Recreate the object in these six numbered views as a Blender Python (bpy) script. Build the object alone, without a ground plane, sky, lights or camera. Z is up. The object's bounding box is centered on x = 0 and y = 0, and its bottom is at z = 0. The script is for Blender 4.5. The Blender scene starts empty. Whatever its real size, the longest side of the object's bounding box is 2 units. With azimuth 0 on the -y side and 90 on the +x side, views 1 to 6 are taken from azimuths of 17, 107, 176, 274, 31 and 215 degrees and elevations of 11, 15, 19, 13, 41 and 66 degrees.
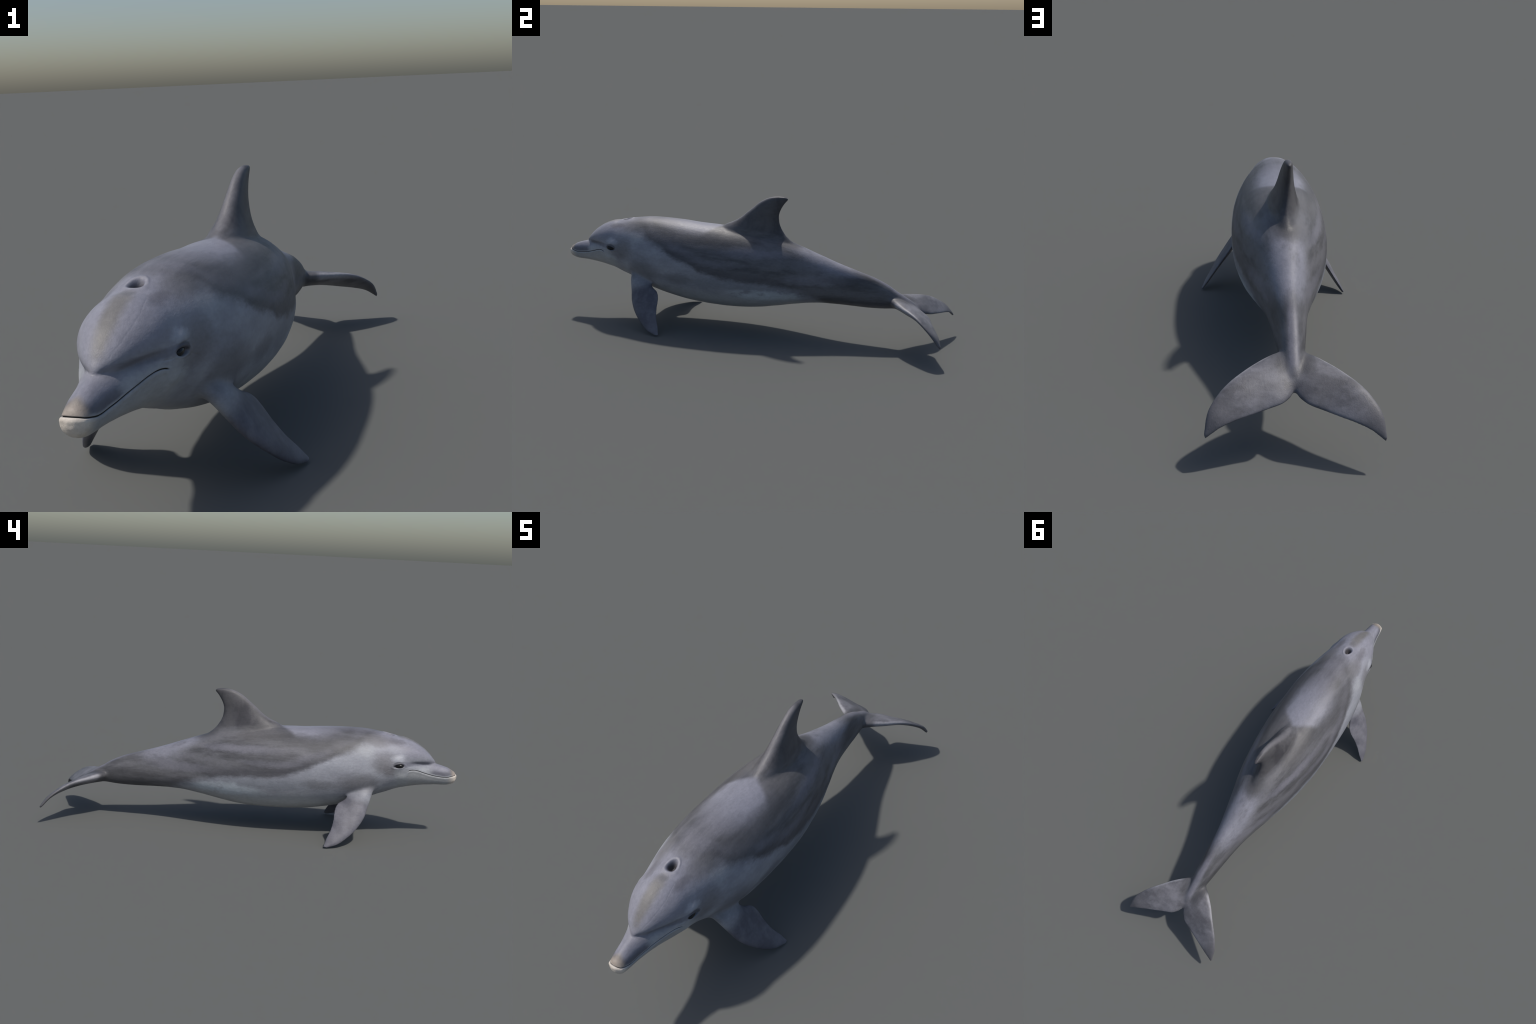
"""Bottlenose dolphin, built as one smooth skin (lofted body, melon, fins,
flippers, flukes -> voxel union -> relief), then split into named parts."""
import bpy, math
import numpy as np
from mathutils.bvhtree import BVHTree
from mathutils import Vector

VOXEL = 0.0025

# ---------------------------------------------------------------- helpers
def spline(knots, values, at):
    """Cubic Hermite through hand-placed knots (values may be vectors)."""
    k = np.asarray(knots, float); v = np.asarray(values, float); at = np.asarray(at, float)
    m = np.gradient(v, k, axis=0)
    i = np.clip(np.searchsorted(k, at, side='right') - 1, 0, len(k) - 2)
    h = k[i + 1] - k[i]
    t = np.clip((at - k[i]) / h, 0, 1)
    if v.ndim == 2:
        h = h[:, None]; t = t[:, None]
    return ((2*t**3 - 3*t**2 + 1)*v[i] + (t**3 - 2*t**2 + t)*h*m[i]
            + (3*t**2 - 2*t**3)*v[i+1] + (t**3 - t**2)*h*m[i+1])

def smooth01(e0, e1, x):
    t = np.clip((x - e0) / (e1 - e0), 0, 1)
    return t*t*(3 - 2*t)

def tube(rings):
    """Closed mesh from rings (n, m, 3) with a fan at either end."""
    n, m, _ = rings.shape
    verts = [rings.reshape(-1, 3), rings[0].mean(0)[None], rings[-1].mean(0)[None]]
    faces = []
    for i in range(n - 1):
        a, b = i*m, (i + 1)*m
        for j in range(m):
            k = (j + 1) % m
            faces.append((a + j, a + k, b + k, b + j))
    s, e = n*m, n*m + 1
    for j in range(m):
        k = (j + 1) % m
        faces.append((s, k, j)); faces.append((e, (n-1)*m + j, (n-1)*m + k))
    return np.concatenate(verts), faces

# ---------------------------------------------------------------- body profile
# y, top, height of widest point, bottom, half width, roundness
BODY = np.array([
    (-.9985, .319, .312, .305, .008), (-.995, .327, .312, .297, .0155),
    (-.990, .336, .311, .289, .025), (-.978, .345, .312, .281, .030),
    (-.960, .355, .314, .275, .0330), (-.935, .364, .316, .2725, .036),
    (-.910, .371, .318, .2725, .040), (-.885, .378, .322, .2715, .0465),
    (-.860, .384, .328, .269, .0535), (-.830, .392, .338, .266, .066),
    (-.800, .405, .348, .262, .081), (-.770, .428, .354, .257, .095),
    (-.740, .462, .360, .250, .107), (-.700, .500, .363, .238, .115),
    (-.660, .5095, .364, .223, .124), (-.620, .517, .360, .208, .135),
    (-.550, .527, .338, .180, .156), (-.450, .529, .322, .149, .174),
    (-.350, .525, .316, .127, .1815), (-.250, .518, .307, .113, .184),
    (-.150, .515, .295, .107, .183), (-.050, .5075, .283, .107, .177),
    (.050, .495, .274, .114, .164), (.150, .478, .266, .131, .145),
    (.250, .448, .258, .151, .119), (.350, .412, .254, .166, .092),
    (.450, .377, .249, .169, .069), (.550, .345, .243, .167, .056),
    (.650, .313, .232, .167, .046), (.700, .291, .225, .170, .041),
    (.750, .261, .212, .175, .035), (.800, .233, .202, .174, .028),
    (.840, .207, .188, .166, .017), (.864, .182, .171, .160, .007)])
# forehead dome sitting on the beak: y, top, centre height, half width
MELON = np.array([
    (-.8925, .382, .3805, .002), (-.888, .389, .383, .010), (-.878, .401, .388, .021),
    (-.866, .416, .393, .035), (-.846, .436, .398, .052), (-.820, .457, .401, .069),
    (-.790, .476, .401, .0855), (-.760, .489, .397, .098), (-.730, .498, .390, .106),
    (-.700, .502, .384, .110), (-.660, .504, .380, .112), (-.620, .498, .376, .102),
    (-.580, .475, .372, .080)])

def body_rings(n=420, m=128):
    u = np.linspace(0, 1, n)
    y = np.interp(u, [0, .06, .3, 1], [BODY[0, 0], -.975, -.70, BODY[-1, 0]])
    zt, zm, zb, a = [spline(BODY[:, 0], BODY[:, i], y) for i in (1, 2, 3, 4)]
    th = np.linspace(0, 2*np.pi, m, endpoint=False)
    c, s = np.cos(th)[None], np.sin(th)[None]
    z = zm[:, None] + np.where(s > 0, (zt - zm)[:, None]*s, (zm - zb)[:, None]*s)
    lean = np.interp(y, [-.70, -.60, -.35, -.15, .05, .15, .35, .50], [0, 2., 1.8, .8, 0, -1., -1., 0])[:, None]
    jowl = np.interp(y, [-.92, -.83, -.70, -.60, -.50], [0, 1, 1, .3, 0])[:, None]
    mid = np.sin(2*np.abs(th - np.pi/2)[None])**2
    x = a[:, None]*c*(1 - np.where(s > 0, .020*lean*mid*np.abs(s), .030*jowl*mid))
    return np.stack([x, np.broadcast_to(y[:, None], z.shape), z], -1)

def melon_rings(n=120, m=96):
    y = np.linspace(MELON[0, 0], MELON[-1, 0], n)
    zt, zc, a = [spline(MELON[:, 0], MELON[:, i], y) for i in (1, 2, 3)]
    th = np.linspace(0, 2*np.pi, m, endpoint=False)
    c, s = np.cos(th)[None], np.sin(th)[None]
    z = zc[:, None] + np.where(s > 0, (zt - zc)[:, None]*s, .032*s*np.minimum(1, (a/.04))[:, None])
    return np.stack([a[:, None]*c, np.broadcast_to(y[:, None], z.shape), z], -1)

def blade_rings(lead, trail, thick, n=90, m=64, skew=.45, normal=None):
    """Airfoil loft between a leading-edge and a trailing-edge curve."""
    k = np.arange(len(lead), dtype=float)
    s = k[-1]*(1 - (1 - np.linspace(0, 1, n))**1.35)
    L, T = spline(k, lead, s), spline(k, trail, s)
    t = np.maximum(spline(k, thick, s), .0015)
    ch = T - L
    sp = np.gradient((L + T)/2, axis=0)
    if normal is None:
        N = np.cross(ch, sp)
        N /= np.linalg.norm(N, axis=1)[:, None] + 1e-9
        N[-6:] = N[-7]
    else:
        N = np.broadcast_to(np.asarray(normal, float), L.shape)
    ph = np.linspace(0, 2*np.pi, m, endpoint=False)
    c = (1 - np.cos(ph))/2
    h = np.sin(ph)*(1 + skew*np.cos(ph))
    return (L[:, None] + ch[:, None]*c[None, :, None]
            + N[:, None]*(t[:, None]*.5*h[None])[:, :, None])

FIN_LEAD = [(0, -.200, .480), (0, -.125, .524), (0, -.079, .544), (0, -.043, .566), (0, -.007, .596),
            (0, .028, .625), (0, .063, .653), (0, .105, .674), (0, .147, .682), (0, .180, .681), (0, .197, .675)]
FIN_TRAIL = [(0, .290, .410), (0, .220, .464), (0, .184, .498), (0, .161, .540), (0, .154, .582),
             (0, .159, .608), (0, .171, .632), (0, .184, .651), (0, .193, .661), (0, .198, .667), (0, .199, .671)]
FIN_THICK = [.132, .104, .087, .071, .056, .047, .038, .031, .024, .016, .008]

FLUKE_LEAD = [(0, .692, .218), (.054, .734, .222), (.115, .790, .214), (.151, .831, .208), (.186, .870, .197),
              (.220, .910, .175), (.246, .951, .143), (.2535, .991, .095)]
FLUKE_TRAIL = [(-.004, .856, .172), (.007, .882, .164), (.036, .914, .154), (.079, .933, .144), (.122, .951, .135),
               (.166, .969, .127), (.208, .987, .114), (.2505, 1.0005, .088)]
FLUKE_THICK = [.054, .050, .040, .032, .026, .020, .016, .010]

FLIP_LEAD = [(.060, -.605, .280), (.124, -.593, .236), (.163, -.574, .176), (.198, -.556, .128), (.233, -.522, .083),
             (.259, -.482, .046), (.283, -.436, .016), (.2965, -.387, .001)]
FLIP_TRAIL = [(.080, -.478, .275), (.142, -.466, .216), (.172, -.427, .185), (.192, -.414, .156), (.219, -.410, .116),
              (.247, -.400, .076), (.273, -.382, .041), (.2985, -.369, .006)]
FLIP_THICK = [.056, .045, .036, .031, .026, .021, .016, .009]

def mirrored(verts, faces):
    return verts*np.array([-1, 1, 1]), [f[::-1] for f in faces]

def make_mesh(name, verts, faces):
    me = bpy.data.meshes.new(name)
    me.from_pydata(verts.tolist() if hasattr(verts, 'tolist') else verts, [], faces)
    me.update()
    return me

body = tube(body_rings())
melon = tube(melon_rings())
fin = tube(blade_rings(FIN_LEAD, FIN_TRAIL, FIN_THICK, skew=.20, normal=(1, 0, 0)))
fluke = tube(blade_rings(FLUKE_LEAD, FLUKE_TRAIL, FLUKE_THICK, skew=.22))
flip = tube(blade_rings(FLIP_LEAD, FLIP_TRAIL, FLIP_THICK))
pieces = dict(body=body, melon=melon, fin=fin, fluke_a=fluke, fluke_b=mirrored(*fluke),
              flip_a=flip, flip_b=mirrored(*flip))

# ---------------------------------------------------------------- union
allv, allf, off = [], [], 0
for v, f in pieces.values():
    allv.append(v); allf += [tuple(i + off for i in q) for q in f]; off += len(v)
src = bpy.data.objects.new("union_helper", make_mesh("union_helper", np.concatenate(allv), allf))
bpy.context.scene.collection.objects.link(src)
import bmesh
bm = bmesh.new(); bm.from_mesh(src.data)
bmesh.ops.recalc_face_normals(bm, faces=bm.faces); bm.to_mesh(src.data); bm.free()
mod = src.modifiers.new("union", 'REMESH'); mod.mode = 'VOXEL'; mod.voxel_size = VOXEL
skin = bpy.data.meshes.new_from_object(src.evaluated_get(bpy.context.evaluated_depsgraph_get()))
bpy.data.objects.remove(src)

def coords(me):
    co = np.empty(len(me.vertices)*3); me.vertices.foreach_get('co', co); return co.reshape(-1, 3)

def edges_of(me):
    e = np.empty(len(me.edges)*2, np.int64); me.edges.foreach_get('vertices', e); return e.reshape(-1, 2)

def relax(co, e, deg, w):
    acc = np.zeros_like(co)
    for i in range(3):
        acc[:, i] = np.bincount(e[:, 0], co[e[:, 1], i], len(co)) + np.bincount(e[:, 1], co[e[:, 0], i], len(co))
    return co + (acc/deg - co)*w

def tree(*names):
    vs, fs, o = [], [], 0
    for n in names:
        v, f = pieces[n]; vs.append(v); fs += [tuple(i + o for i in q) for q in f]; o += len(v)
    return BVHTree.FromPolygons(np.concatenate(vs).tolist(), fs)

def distance(bvh, co, reach):
    d = np.full(len(co), reach)
    for i, p in enumerate(co):
        hit = bvh.find_nearest(Vector(p), reach)
        if hit[3] is not None: d[i] = hit[3]
    return d

co = coords(skin); ed = edges_of(skin)
deg = np.bincount(ed.ravel(), minlength=len(co)).astype(float)[:, None]
for _ in range(3):                                 # take out voxel steps, keep volume
    co = relax(co, ed, deg, .5); co = relax(co, ed, deg, -.52)
b_body = tree('body')
for names, box, reach, turns in (
        (('fin',), (co[:, 2] > .40) & (co[:, 1] > -.3) & (co[:, 1] < .35), .030, 60),
        (('flip_a', 'flip_b'), (co[:, 1] > -.66) & (co[:, 1] < -.38) & (co[:, 2] < .33), .034, 70),
        (('fluke_a', 'fluke_b'), co[:, 1] > .66, .026, 45),
        (('melon',), co[:, 1] < -.56, .016, 26)):
    idx = np.nonzero(box)[0]
    d1 = distance(b_body, co[idx], reach); d2 = distance(tree(*names), co[idx], reach)
    w = np.zeros(len(co)); w[idx] = np.clip((1 - d1/reach)*(1 - d2/reach)*1.6, 0, 1)
    if names == ('melon',):                        # behind the eye the dome melts into the back
        w *= .25 + .75*smooth01(-.885, -.845, co[:, 1])
    for _ in range(turns):
        co = relax(co, ed, deg, .5*w[:, None])
    if names == ('melon',):
        w2 = smooth01(-.80, -.72, co[:, 1])*(1 - smooth01(-.60, -.52, co[:, 1]))
        for _ in range(60):
            co = relax(co, ed, deg, .5*w2[:, None])
for _ in range(4):
    co = relax(co, ed, deg, .4)
skin.vertices.foreach_set('co', co.ravel()); skin.update()

# ---------------------------------------------------------------- finer skin on the head
bm = bmesh.new(); bm.from_mesh(skin)
def refine(test):
    es = [e for e in bm.edges if all(test(v.co) for v in e.verts)]
    bmesh.ops.subdivide_edges(bm, edges=es, cuts=1, use_grid_fill=True, smooth=0)
refine(lambda c: c.y < -.60)
refine(lambda c: c.y < -.735 and abs(c.z - (.345 if c.y < -.85 else .35)) < .04)
bm.to_mesh(skin); bm.free()
co = coords(skin); ed = edges_of(skin)
deg = np.bincount(ed.ravel(), minlength=len(co)).astype(float)[:, None]
wh = smooth01(-.57, -.62, co[:, 1])[:, None]
for _ in range(4):
    co = relax(co, ed, deg, .4*wh)
skin.vertices.foreach_set('co', co.ravel()); skin.update()

# ---------------------------------------------------------------- relief
def normals(me):
    n = np.empty(len(me.vertices)*3); me.vertex_normals.foreach_get('vector', n); return n.reshape(-1, 3)

def put(me, co):
    me.vertices.foreach_set('co', co.ravel()); me.update()

MOUTH_Y = [-1.002, -.994, -.986, -.968, -.946, -.908, -.871, -.834, -.800, -.780, -.764, -.749]
MOUTH_Z = [.3285, .3285, .3255, .3205, .3160, .3185, .3260, .3375, .3500, .3540, .3530, .3475]
EYE = np.array((.1150, -.706, .375))
# shallow skin creases as (|x|, y, z) lines
CREASES = [([(.026, -.868, .405), (.040, -.840, .425), (.050, -.805, .448), (.054, -.770, .466), (.050, -.740, .480), (.045, -.712, .490)], .0002),
           ([(.120, -.672, .360), (.124, -.655, .353), (.127, -.640, .345), (.133, -.605, .315), (.139, -.572, .284)], .0004),
           ([(.112, -.727, .372), (.104, -.745, .368), (.090, -.785, .372), (.066, -.820, .378)], .0007)]

def mouth_height(y):
    return spline(MOUTH_Y, MOUTH_Z, np.clip(y, MOUTH_Y[0], MOUTH_Y[-1]))

def line_distance(p, line):
    best = np.full(len(p), 9.)
    line = np.asarray(line)
    for a, b in zip(line[:-1], line[1:]):
        ab = b - a
        t = np.clip(((p - a) @ ab)/(ab @ ab), 0, 1)
        best = np.minimum(best, np.linalg.norm(p - a - t[:, None]*ab, axis=1))
    return best

def relief(co):
    x, y, z = np.abs(co[:, 0]), co[:, 1], co[:, 2]
    p = np.stack([x, y, z], 1)
    d = np.zeros(len(co))
    # lip line: narrow groove, lower lip a touch proud, most at the tip
    dz = z - mouth_height(y)
    inm = smooth01(-.748, -.760, y)
    tip = smooth01(-.955, -.990, y)
    d -= (.0036 + .001*tip)*np.exp(-(dz/.0016)**2)*inm
    d += (.0010 + .0003*tip)*np.exp(-((dz + .0075)/.0055)**2)*inm
    d -= .0008*tip*smooth01(.000, .004, dz)
    # eye: swollen lids, opening, brow
    ey, ez = y - EYE[1], z - EYE[2]
    side = smooth01(.05, .08, x)
    d += side*.0072*np.exp(-((ey/.036)**2 + ((ez - .004)/.026)**2))
    d += side*.0045*np.exp(-(((ey - .002)/.024)**2 + ((ez - .030)/.014)**2))
    r = np.sqrt((ey/.0240)**2 + ((ez + .10*ey + .0015)/.0095)**2)
    d -= side*.0080*(1 - smooth01(.70, 1.08, r))
    d += side*.0010*np.exp(-((r - 1.35)/.22)**2)
    d -= side*.0010*np.exp(-((ey/.03)**2)) * np.exp(-((ez - .0165)/.0022)**2)
    # blowhole: deep pit, soft rim that is strongest behind
    up = smooth01(.44, .47, z)
    bx, by = co[:, 0]/.0205, (y + .660)/.0265
    r = np.sqrt(bx**2 + (by + .25*bx**2)**2)
    d -= up*.030*(1 - smooth01(.12, 1.10, r))
    d += up*(.0004 + .0012*smooth01(-.4, .8, by))*np.exp(-((r - 1.30)/.22)**2)
    d -= up*.0020*np.exp(-((co[:, 0]/.035)**2 + ((y + .705)/.014)**2))
    # cheek bump behind the mouth corner and soft throat folds
    d += .0025*np.exp(-(((y + .722)/.022)**2 + ((z - .318)/.018)**2))*smooth01(.05, .09, x)
    fold = np.sin(70*(y + .55*z) + 3*np.sin(14*x))*np.exp(-(((y + .66)/.10)**2 + ((z - .255)/.035)**2))
    d += .0010*fold
    # low lumps over the whole skin
    for k, (fx, fy, fz, ph) in enumerate(((23, 11, 31, .3), (41, 19, 27, 1.7), (17, 37, 43, 2.9), (61, 29, 53, 4.1))):
        d += .00035*np.sin(fx*co[:, 0] + 2*np.sin(.7*fy*y + ph))*np.sin(fy*y + ph)*np.sin(fz*z + ph*2)
    for line, depth in CREASES:
        near = np.nonzero((y < -.55) & (x < .16))[0]
        pts, path = p[near], np.asarray(line)
        if path[0, 2] > .40:                       # forehead lines are laid on from above
            pts, path = pts*(1, 1, 0) + (0, 0, 9)*(pts[:, 2:] < .385), path*(1, 1, 0)
        q = line_distance(pts, path)
        d[near] -= depth*np.exp(-(q/.0016)**2) - .15*depth*np.exp(-((q - .0045)/.003)**2)
    return d

co = coords(skin)
co = co + normals(skin)*relief(co)[:, None]
put(skin, co)

# ---------------------------------------------------------------- split into parts
def region_names(c):
    x, y, z = np.abs(c[:, 0]), c[:, 1], c[:, 2]
    zt = spline(BODY[:, 0], BODY[:, 1], np.clip(y, -1, .86)); aw = spline(BODY[:, 0], BODY[:, 4], np.clip(y, -1, .86))
    n = np.full(len(c), 'torso', dtype=object)
    n[y > .32] = 'tail_stock'
    n[y < -.575 + .25*(z - .35)] = 'head'
    n[(y < -.885) & (z > mouth_height(y))] = 'beak'
    n[(y < -.765) & (z <= mouth_height(y)) & (z < .35)] = 'lower_jaw'
    n[(y > -.14) & (y < .26) & (z > zt + .006) & (x < .06)] = 'dorsal_fin'
    fl = (y > .70) & (x > np.where(y > .862, 0, aw) + .006)
    n[fl | (y > .872)] = 'tail_fluke'
    q = (x - .150)*.62 + (y + .50)*.30 + (z - .200)*-.72
    n[(q > .0) & (y > -.62) & (y < -.36) & (x > .125) & (z < .24)] = 'flipper'
    return n

skin.update()
NF = len(skin.polygons)
cent = np.empty(NF*3); skin.polygons.foreach_get('center', cent); cent = cent.reshape(-1, 3)
region = region_names(cent)
vnorm = normals(skin); co = coords(skin)
polys = [tuple(p.vertices) for p in skin.polygons]

root = bpy.data.objects.new("dolphin", None)
root["label"] = "grey bottlenose dolphin with pale belly and curved fins"
root["category"] = "dolphin"
bpy.context.scene.collection.objects.link(root)

def add_part(name, ids, mat):
    used = np.unique(np.concatenate([polys[i] for i in ids]))
    remap = {int(v): k for k, v in enumerate(used)}
    me = make_mesh(name, co[used], [tuple(remap[v] for v in polys[i]) for i in ids])
    me.polygons.foreach_set('use_smooth', [True]*len(me.polygons))
    me.normals_split_custom_set_from_vertices(vnorm[used].tolist())
    me.materials.append(mat)
    ob = bpy.data.objects.new(name, me); ob.parent = root
    bpy.context.scene.collection.objects.link(ob)
    return ob

# ---------------------------------------------------------------- skin material
class Graph:
    """Small expression builder over shader nodes."""
    def __init__(self, tree): self.t = tree
    def node(self, kind, **props):
        n = self.t.nodes.new(kind)
        for k, v in props.items(): setattr(n, k, v)
        return n
    def feed(self, socket, v):
        if isinstance(v, Val): self.t.links.new(v.s, socket)
        elif isinstance(v, tuple): socket.default_value = v if len(v) == 4 or socket.type == 'VECTOR' else (*v, 1)
        else: socket.default_value = v
    def math(self, op, *args):
        n = self.node('ShaderNodeMath', operation=op)
        for i, a in enumerate(args): self.feed(n.inputs[i], a)
        return Val(self, n.outputs[0])
    def step(self, e0, e1, x):
        n = self.node('ShaderNodeMapRange', interpolation_type='SMOOTHSTEP')
        self.feed(n.inputs[0], x)
        lo, hi, a, b = (e0, e1, 0., 1.) if e0 < e1 else (e1, e0, 1., 0.)
        n.inputs[1].default_value = lo; n.inputs[2].default_value = hi
        n.inputs[3].default_value = a; n.inputs[4].default_value = b
        return Val(self, n.outputs[0])
    def curve(self, pts, x, lo, hi):
        """value of a profile given as (position, value) control points"""
        n = self.node('ShaderNodeFloatCurve')
        n.inputs[0].default_value = 1.0
        x01 = (x - lo)*(1/(hi - lo))
        self.feed(n.inputs[1], x01)
        c = n.mapping.curves[0]; n.mapping.use_clip = True
        px = [((p - lo)/(hi - lo), v) for p, v in pts]
        c.points[0].location = px[0]; c.points[1].location = px[-1]
        for q in px[1:-1]: c.points.new(*q)
        n.mapping.update()
        return Val(self, n.outputs[0])
    def mix(self, a, b, f):
        n = self.node('ShaderNodeMix', data_type='RGBA')
        self.feed(n.inputs[0], f); self.feed(n.inputs[6], a); self.feed(n.inputs[7], b)
        return Val(self, n.outputs[2])
    def noise(self, vec, scale, detail=2., rough=.5, stretch=(1, 1, 1), offset=(0, 0, 0)):
        m = self.node('ShaderNodeMapping')
        self.feed(m.inputs[0], vec); m.inputs[1].default_value = offset; m.inputs[3].default_value = stretch
        n = self.node('ShaderNodeTexNoise')
        self.t.links.new(m.outputs[0], n.inputs['Vector'])
        n.inputs['Scale'].default_value = scale; n.inputs['Detail'].default_value = detail
        n.inputs['Roughness'].default_value = rough
        return Val(self, n.outputs[0])

class Val:
    def __init__(self, g, s): self.g, self.s = g, s
    def __add__(self, o): return self.g.math('ADD', self, o)
    __radd__ = __add__
    def __sub__(self, o): return self.g.math('SUBTRACT', self, o)
    def __rsub__(self, o): return self.g.math('SUBTRACT', o, self)
    def __mul__(self, o): return self.g.math('MULTIPLY', self, o)
    __rmul__ = __mul__

def skin_material():
    m = bpy.data.materials.new("dolphin_skin"); m.use_nodes = True
    t = m.node_tree; g = Graph(t)
    bsdf = t.nodes["Principled BSDF"]
    P = Val(g, g.node('ShaderNodeTexCoord').outputs['Object'])
    sep = g.node('ShaderNodeSeparateXYZ'); t.links.new(P.s, sep.inputs[0])
    x0, y0, z0 = (Val(g, sep.outputs[i]) for i in range(3))
    ax = g.math('ABSOLUTE', x0)

    # brushy edges: coordinates shaken by slow, streaky and fine noise
    def shake(k, amp_slow, amp_fine):
        return ((g.noise(P, 9, 2, .55, (1, .6, 1), (k, 3*k, 7)) - .5)*amp_slow
                + (g.noise(P, 55, 3, .6, (1, .5, 1), (5*k, k, 1)) - .5)*amp_fine)
    hair = (g.noise(P, 170, 2, .6, (.5, .35, 1), (2, 2, 2)) - .5)*.014
    X = ax + shake(1.3, .030, .018) + hair
    Y = y0 + shake(4.1, .070, .026) + hair
    Z = z0 + shake(8.7, .034, .020) + hair

    def blob(c, r, power=1.0, xyz=None):
        px, py, pz = xyz or (X, Y, Z)
        d = None
        for v, cc, rr in zip((px, py, pz), c, r):
            if rr is None: continue
            e = (v - cc)*(1/rr)
            e = e*e
            d = e if d is None else d + e
        return g.step(2.5, -.25, d)*power
    raw = (ax, y0, z0)

    PALE = (.310, .317, .352); PALE2 = (.230, .235, .268); BELLY = (.41, .42, .435); WHITE_BLUE = (.47, .51, .55)
    VIOLET = (.202, .198, .230); DARK = (.078, .077, .083); MID = (.133, .131, .141); SADDLE = (.238, .238, .278)
    BROWN = (.165, .157, .150); INK = (.070, .069, .080)

    slow = g.noise(P, 5.5, 3, .55, (1, .45, 1), (2, 5, 9))
    streak = g.noise(P, 18, 5, .62, (1, .13, 1), (7, 1, 3))
    mottle = g.noise(P, 32, 6, .68, (1, .55, 1), (4, 9, 2))
    fine = g.noise(P, 120, 3, .6, (1, .6, 1))

    # flanks and belly
    col = g.mix(PALE2, PALE, g.step(.34, .60, slow))
    col = g.mix(col, BELLY, g.step(.235, .165, Z)*g.step(.36, .20, Y)*.85)
    col = g.mix(col, (.205, .220, .250), blob((0, -.10, .262), (None, .34, .026), .60))
    col = g.mix(col, WHITE_BLUE, blob((0, .12, .214), (None, .15, .024), .95)*g.step(.40, .58, g.noise(P, 20, 4, .65, (1, .5, 1), (6, 2, 6)) + .06))
    col = g.mix(col, MID, blob((.18, -.33, .270), (.10, .075, .022), .50))
    col = g.mix(col, MID, blob((.16, -.51, .285), (.10, .080, .045), .70))
    col = g.mix(col, MID, blob((.14, -.585, .255), (.06, .03, .03), .45))
    col = g.mix(col, BELLY, blob((.15, -.60, .44), (.12, .10, .026), .45))

    # dark cape over the back
    edge = g.curve([(-.75, .530), (-.66, .500), (-.56, .476), (-.50, .448), (-.46, .427), (-.396, .401), (-.34, .372),
                    (-.27, .344), (-.205, .318), (-.11, .298), (-.04, .287), (.05, .276), (.15, .266), (.25, .246),
                    (.33, .213), (.42, .160), (.52, .09), (1., .02)], y0 + shake(2.2, .02, .03), -.75, 1.)
    above = Z - edge
    soft = g.curve([(-.75, .35), (-.50, .45), (-.38, .80), (-.2, 1.), (.12, .9), (.30, .5), (1., .4)], y0, -.75, 1.)
    cape = g.step(-.013, .015, above*soft)
    capecol = g.mix(DARK, MID, g.step(.36, .62, streak))
    capecol = g.mix(capecol, VIOLET, g.step(.50, .72, slow)*.40)
    # lighter streak inside the fore edge, dark band along the lower edge
    capecol = g.mix(capecol, VIOLET, g.step(.020, .048, above)*g.step(.080, .050, above)*g.step(-.60, -.46, Y)*g.step(-.08, -.28, Y)*.50)
    capecol = g.mix(capecol, INK, g.step(.080, .015, above)*g.step(-.50, -.25, Y)*g.step(.30, .10, Y)*.65)
    capecol = g.mix(capecol, VIOLET, blob((.13, .10, .415), (.05, .20, .018), .70))
    capecol = g.mix(capecol, VIOLET, blob((.13, -.10, .360), (.09, .13, .014), .45))
    capecol = g.mix(capecol, VIOLET, blob((.09, .36, .30), (.06, .16, .022), .60))
    capecol = g.mix(capecol, DARK, blob((.110, -.33, .475), (.055, .21, .050), .70))
    # top of the back
    capecol = g.mix(capecol, VIOLET, g.step(.075, .035, X)*g.step(-.64, -.56, Y)*g.step(-.30, -.42, Y)*.35)
    rear = y0 + ax*.75 + shake(6.1, .012, .012)
    saddle = g.step(.120, .060, X)*g.step(-.48, -.27, Y)*g.step(-.112, -.150, rear)*g.step(.40, .44, z0)
    capecol = g.mix(capecol, SADDLE, saddle)
    capecol = g.mix(capecol, (.118, .113, .115), blob((.075, -.04, .49), (.042, .10, .06), .70))
    capecol = g.mix(capecol, SADDLE, g.step(.085, .040, X)*g.step(.17, .30, Y)*g.step(.66, .50, Y)*g.step(.30, .335, Z)*g.step(.22, .58, streak + .10)*.9)
    capecol = g.mix(capecol, DARK, blob((0, .222, .46), (.046, .062, .05), 1.0))
    col = g.mix(col, capecol, cape)

    # tail stock
    tail = g.mix(DARK, MID, g.step(.35, .62, streak))
    col = g.mix(col, tail, g.step(.50, .62, Y)*.75)
    col = g.mix(col, VIOLET, g.step(.022, .008, ax)*g.step(.55, .66, Y)*g.step(.20, .23, z0)*.8)

    # dorsal fin: dark, paler leading edge
    # curve nodes clip at zero, so the leading edge is stored shifted
    lead = g.curve([(.44, .10), (.52, .16), (.545, .221), (.566, .257), (.596, .293), (.625, .328), (.653, .363), (.674, .405), (.69, .46)],
                   z0, .44, .69) - .3
    back = y0 - lead
    finbase = g.curve([(-.20, .70), (-.15, .530), (-.08, .522), (.0, .512), (.1, .498), (.18, .482), (.24, .470), (.30, .70)], y0, -.20, .30)
    finmask = g.step(-.004, .014, z0 - finbase + shake(3.3, .012, .010))*g.step(.10, .07, ax)
    fincol = g.mix((.062, .060, .067), (.100, .097, .103), g.step(.35, .65, g.noise(P, 14, 4, .6, (1, 1, .4), (1, 2, 3))))
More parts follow.
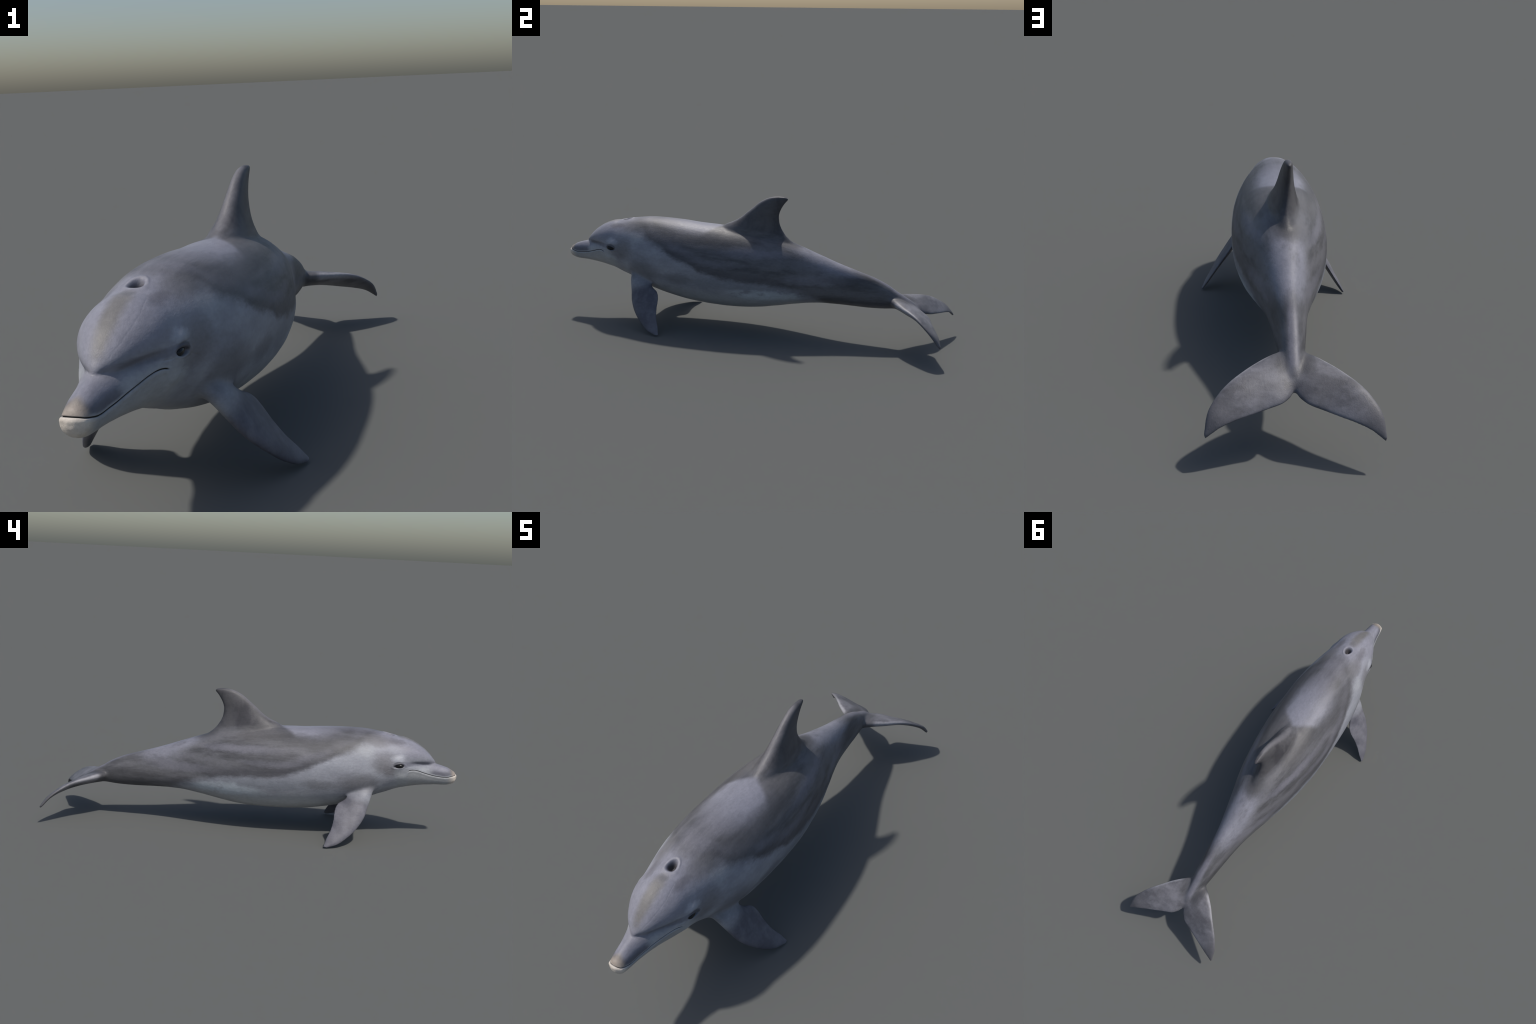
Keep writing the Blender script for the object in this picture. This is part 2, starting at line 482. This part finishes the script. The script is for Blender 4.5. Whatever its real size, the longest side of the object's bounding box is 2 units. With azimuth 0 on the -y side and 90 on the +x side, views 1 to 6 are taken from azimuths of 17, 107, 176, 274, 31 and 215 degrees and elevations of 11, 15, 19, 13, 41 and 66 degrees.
    fincol = g.mix(fincol, (.190, .183, .195), g.step(.024, -.004, back + shake(5.5, .014, .016))*.75)
    col = g.mix(col, fincol, finmask)

    # flippers and flukes
    q = (ax - .150)*.62 + (y0 + .50)*.30 - (z0 - .200)*.72
    flipmask = g.step(-.045, .020, q + shake(2.7, .02, .012))*g.step(-.64, -.60, y0)*g.step(.125, .150, ax)
    hind = g.curve([(0, .650), (.05, .625), (.10, .610), (.15, .598), (.185, .582), (.216, .547), (.26, .51)], z0, 0, .26) - 1.
    flipmask = flipmask*g.step(.018, .002, y0 - hind)
    flipcol = g.mix((.092, .091, .111), (.165, .162, .185), g.step(.32, .66, g.noise(P, 12, 4, .6, (1, 1, .5), (4, 4, 1))))
    flipcol = g.mix(flipcol, (.12, .118, .135), g.step(-.02, .15, q - .10)*.35)
    col = g.mix(col, flipcol, flipmask)
    flukemask = g.step(.030, .060, ax + (y0 - .86)*.3)*g.step(.70, .74, y0)
    flukecol = g.mix((.098, .096, .106), (.195, .191, .210), g.step(.32, .66, g.noise(P, 13, 4, .6, (.6, 1, 1), (9, 4, 1))))
    flukecol = g.mix(flukecol, (.115, .112, .122), g.step(.16, .25, ax + (y0 - .95)*.6))
    flead = g.curve([(0, .66), (.03, .705), (.054, .733), (.116, .789), (.152, .830), (.187, .869), (.221, .909), (.247, .950), (.26, .98)], ax, 0, .26)
    flukecol = g.mix(flukecol, (.36, .355, .38), g.step(.022, .004, y0 - flead + shake(5.1, .008, .010))*g.step(.235, .12, ax)*.8)  # leading edge lightened: sun highlight painted along the fluke
    col = g.mix(col, flukecol, flukemask)
    col = g.mix(col, flukecol, g.step(.80, .86, y0))

    # ---------------- head
    head = g.step(-.56, -.64, Y)
    crown = g.step(.385, .425, Z)*head
    col = g.mix(col, (.243, .240, .282), crown*.85)
    col = g.mix(col, PALE, blob((.11, -.645, .425), (.07, .07, .04), .55))
    col = g.mix(col, (.150, .145, .150), blob((.075, -.605, .485), (.035, .055, .03), .70))
    col = g.mix(col, (.125, .120, .135), blob((.062, -.690, .480), (.016, .034, .03), .70))
    stripe = g.curve([(-.90, .006), (-.87, .012), (-.82, .018), (-.76, .021), (-.70, .020), (-.66, .01)], y0, -.90, -.66)
    col = g.mix(col, BROWN, g.step(.015, -.012, ax + shake(7.7, .016, .010) - stripe)*g.step(.380, .386, z0)*g.step(-.68, -.75, y0)*.9)
    col = g.mix(col, (.13, .125, .12), blob((0, -.712, .495), (.016, .014, .03), .5, raw))
    # dark smudge behind the eye, stripe from eye to beak, highlight above the eye painted into the brow
    col = g.mix(col, (.150, .142, .148), blob((.13, -.638, .380), (.08, .055, .044), .65))
    col = g.mix(col, (.155, .150, .160), blob((.12, -.665, .345), (.05, .036, .020), .70))
    band = z0 - g.curve([(-.90, .380), (-.85, .383), (-.80, .384), (-.74, .384), (-.70, .384)], y0, -.90, -.70) + shake(9.9, .008, .006)
    col = g.mix(col, (.130, .132, .165), g.step(.014, .005, band)*g.step(-.016, -.006, band)*g.step(-.885, -.85, y0)*g.step(-.70, -.725, y0)*g.step(.015, .03, ax)*.62)
    col = g.mix(col, (.42, .43, .47), blob((.108, -.702, .408), (.05, .026, .013), .65))
    ey = (y0 + .706)*(1/.0265); ez = (z0 - .3795)*(1/.0155)
    col = g.mix(col, (.085, .084, .097), g.step(1.35, .55, ey*ey + ez*ez + shake(4.4, .3, .3))*g.step(.05, .08, ax)*.92)
    # cheeks and throat
    cheek = g.step(.372, .350, Z)*g.step(-.66, -.74, Y)
    col = g.mix(col, (.375, .385, .405), cheek*.75)
    col = g.mix(col, BELLY, blob((.09, -.722, .316), (.06, .030, .022), .7))
    # beak
    lip = g.curve(list(zip(MOUTH_Y, MOUTH_Z)), y0, MOUTH_Y[0], MOUTH_Y[-1])
    over = z0 - lip
    up = g.step(.002, .010, over + shake(3.9, .010, .006))*g.step(-.845, -.885, Y)
    beak = g.mix((.240, .238, .280), (.135, .135, .160), g.step(.036, .016, over))
    col = g.mix(col, beak, up)
    col = g.mix(col, (.235, .232, .262), blob((0, -.878, .378), (.045, .030, .02), .6))
    tan = g.step(-.950, -.972, y0 + shake(1.9, .016, .010) + ax*.35)
    col = g.mix(col, g.mix((.24, .212, .190), (.37, .315, .268), g.step(-.965, -.992, y0)), tan*g.step(.0, .003, over))
    jaw = g.step(.0, -.003, over)*g.step(-.745, -.77, y0)*g.step(.36, .35, z0)
    jawcol = g.mix((.345, .350, .360), (.68, .60, .51), g.step(-.945, -.990, y0 + shake(6.6, .02, .01)))
    speck = g.noise(P, 330, 2, .5)
    jawcol = g.mix(jawcol, (.30, .25, .20), g.step(.66, .72, speck)*g.step(-.94, -.98, y0)*.6)
    col = g.mix(col, jawcol, jaw*.9)
    line = g.step(.0018, .0008, g.math('ABSOLUTE', over))*g.step(-.749, -.756, y0)
    col = g.mix(col, (.018, .016, .013), line)
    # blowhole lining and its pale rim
    bx = x0*(1/.0205); by = (y0 + .660)*(1/.0265) + bx*bx*.25
    br = g.math('SQRT', bx*bx + by*by)
    hole = g.step(.45, .47, z0)
    col = g.mix(col, (.36, .35, .37), g.step(.95, 1.08, br)*g.step(1.42, 1.2, br)*hole*g.step(.38, .55, g.noise(P, 60, 2) + g.step(-.5, .9, by)*.25)*.25)
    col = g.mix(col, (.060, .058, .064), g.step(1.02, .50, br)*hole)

    # grain
    grain = g.node('ShaderNodeHueSaturation'); grain.inputs['Hue'].default_value = .5
    t.links.new(col.s, grain.inputs['Color'])
    val = .99 + (fine - .5)*.36 + (streak - .5)*.32 + (mottle - .5)*.42
    t.links.new(val.s, grain.inputs['Value'])
    t.links.new(grain.outputs[0], bsdf.inputs['Base Color'])

    rough = .50 + (fine - .5)*.25
    t.links.new(rough.s, bsdf.inputs['Roughness'])
    bsdf.inputs['Specular IOR Level'].default_value = .30
    height = (g.noise(P, 260, 3, .6) + g.noise(P, 90, 3, .6, (1, .4, 1), (3, 3, 3))*1.2
              + g.noise(P, 45, 4, .65, (.35, 1, .35), (1, 8, 2))*1.6*g.step(-.45, -.55, y0)*g.step(.42, .46, z0))
    bump = g.node('ShaderNodeBump'); bump.inputs['Strength'].default_value = .35; bump.inputs['Distance'].default_value = .0012
    t.links.new(height.s, bump.inputs['Height']); t.links.new(bump.outputs[0], bsdf.inputs['Normal'])
    return m
skin_mat = skin_material()

def eye_material():
    m = bpy.data.materials.new("dark_eye"); m.use_nodes = True
    b = m.node_tree.nodes["Principled BSDF"]; b.inputs['Base Color'].default_value = (.012, .012, .013, 1); b.inputs['Roughness'].default_value = .25; b.inputs['Specular IOR Level'].default_value = .3
    return m
eye_mat = eye_material()

for name in ('head', 'beak', 'lower_jaw', 'torso', 'dorsal_fin', 'tail_stock'):
    add_part(name, np.nonzero(region == name)[0], skin_mat)
for name in ('flipper', 'tail_fluke'):
    for side in (1, -1):
        add_part(name, np.nonzero((region == name) & ((cent[:, 0] >= 0) == (side > 0)))[0], skin_mat)

# ---------------------------------------------------------------- eyes
def eyeball():
    nu, nv = 32, 16
    v = []; f = []
    for i in range(nv + 1):
        p = math.pi*i/nv
        for j in range(nu):
            t = 2*math.pi*j/nu
            v.append((.0125*math.cos(p), .0240*math.sin(p)*math.cos(t), .0115*math.sin(p)*math.sin(t)))
    for i in range(nv):
        for j in range(nu):
            a, b = i*nu + j, i*nu + (j + 1) % nu
            f.append((a, b, b + nu, a + nu))
    bm = bmesh.new(); me = make_mesh("eye", np.array(v), f); bm.from_mesh(me)
    bmesh.ops.remove_doubles(bm, verts=bm.verts, dist=1e-6); bmesh.ops.recalc_face_normals(bm, faces=bm.faces)
    bm.to_mesh(me); bm.free()
    me.polygons.foreach_set('use_smooth', [True]*len(me.polygons)); me.materials.append(eye_mat)
    return me
eye_mesh = eyeball()
for sx in (1, -1):
    ob = bpy.data.objects.new("eye", eye_mesh)
    ob.location = (sx*.1072, EYE[1], EYE[2]); ob.rotation_euler = (0, 0, sx*math.radians(13)); ob.parent = root
    bpy.context.scene.collection.objects.link(ob)

for me in [m for m in bpy.data.meshes if m.users == 0]:
    bpy.data.meshes.remove(me)
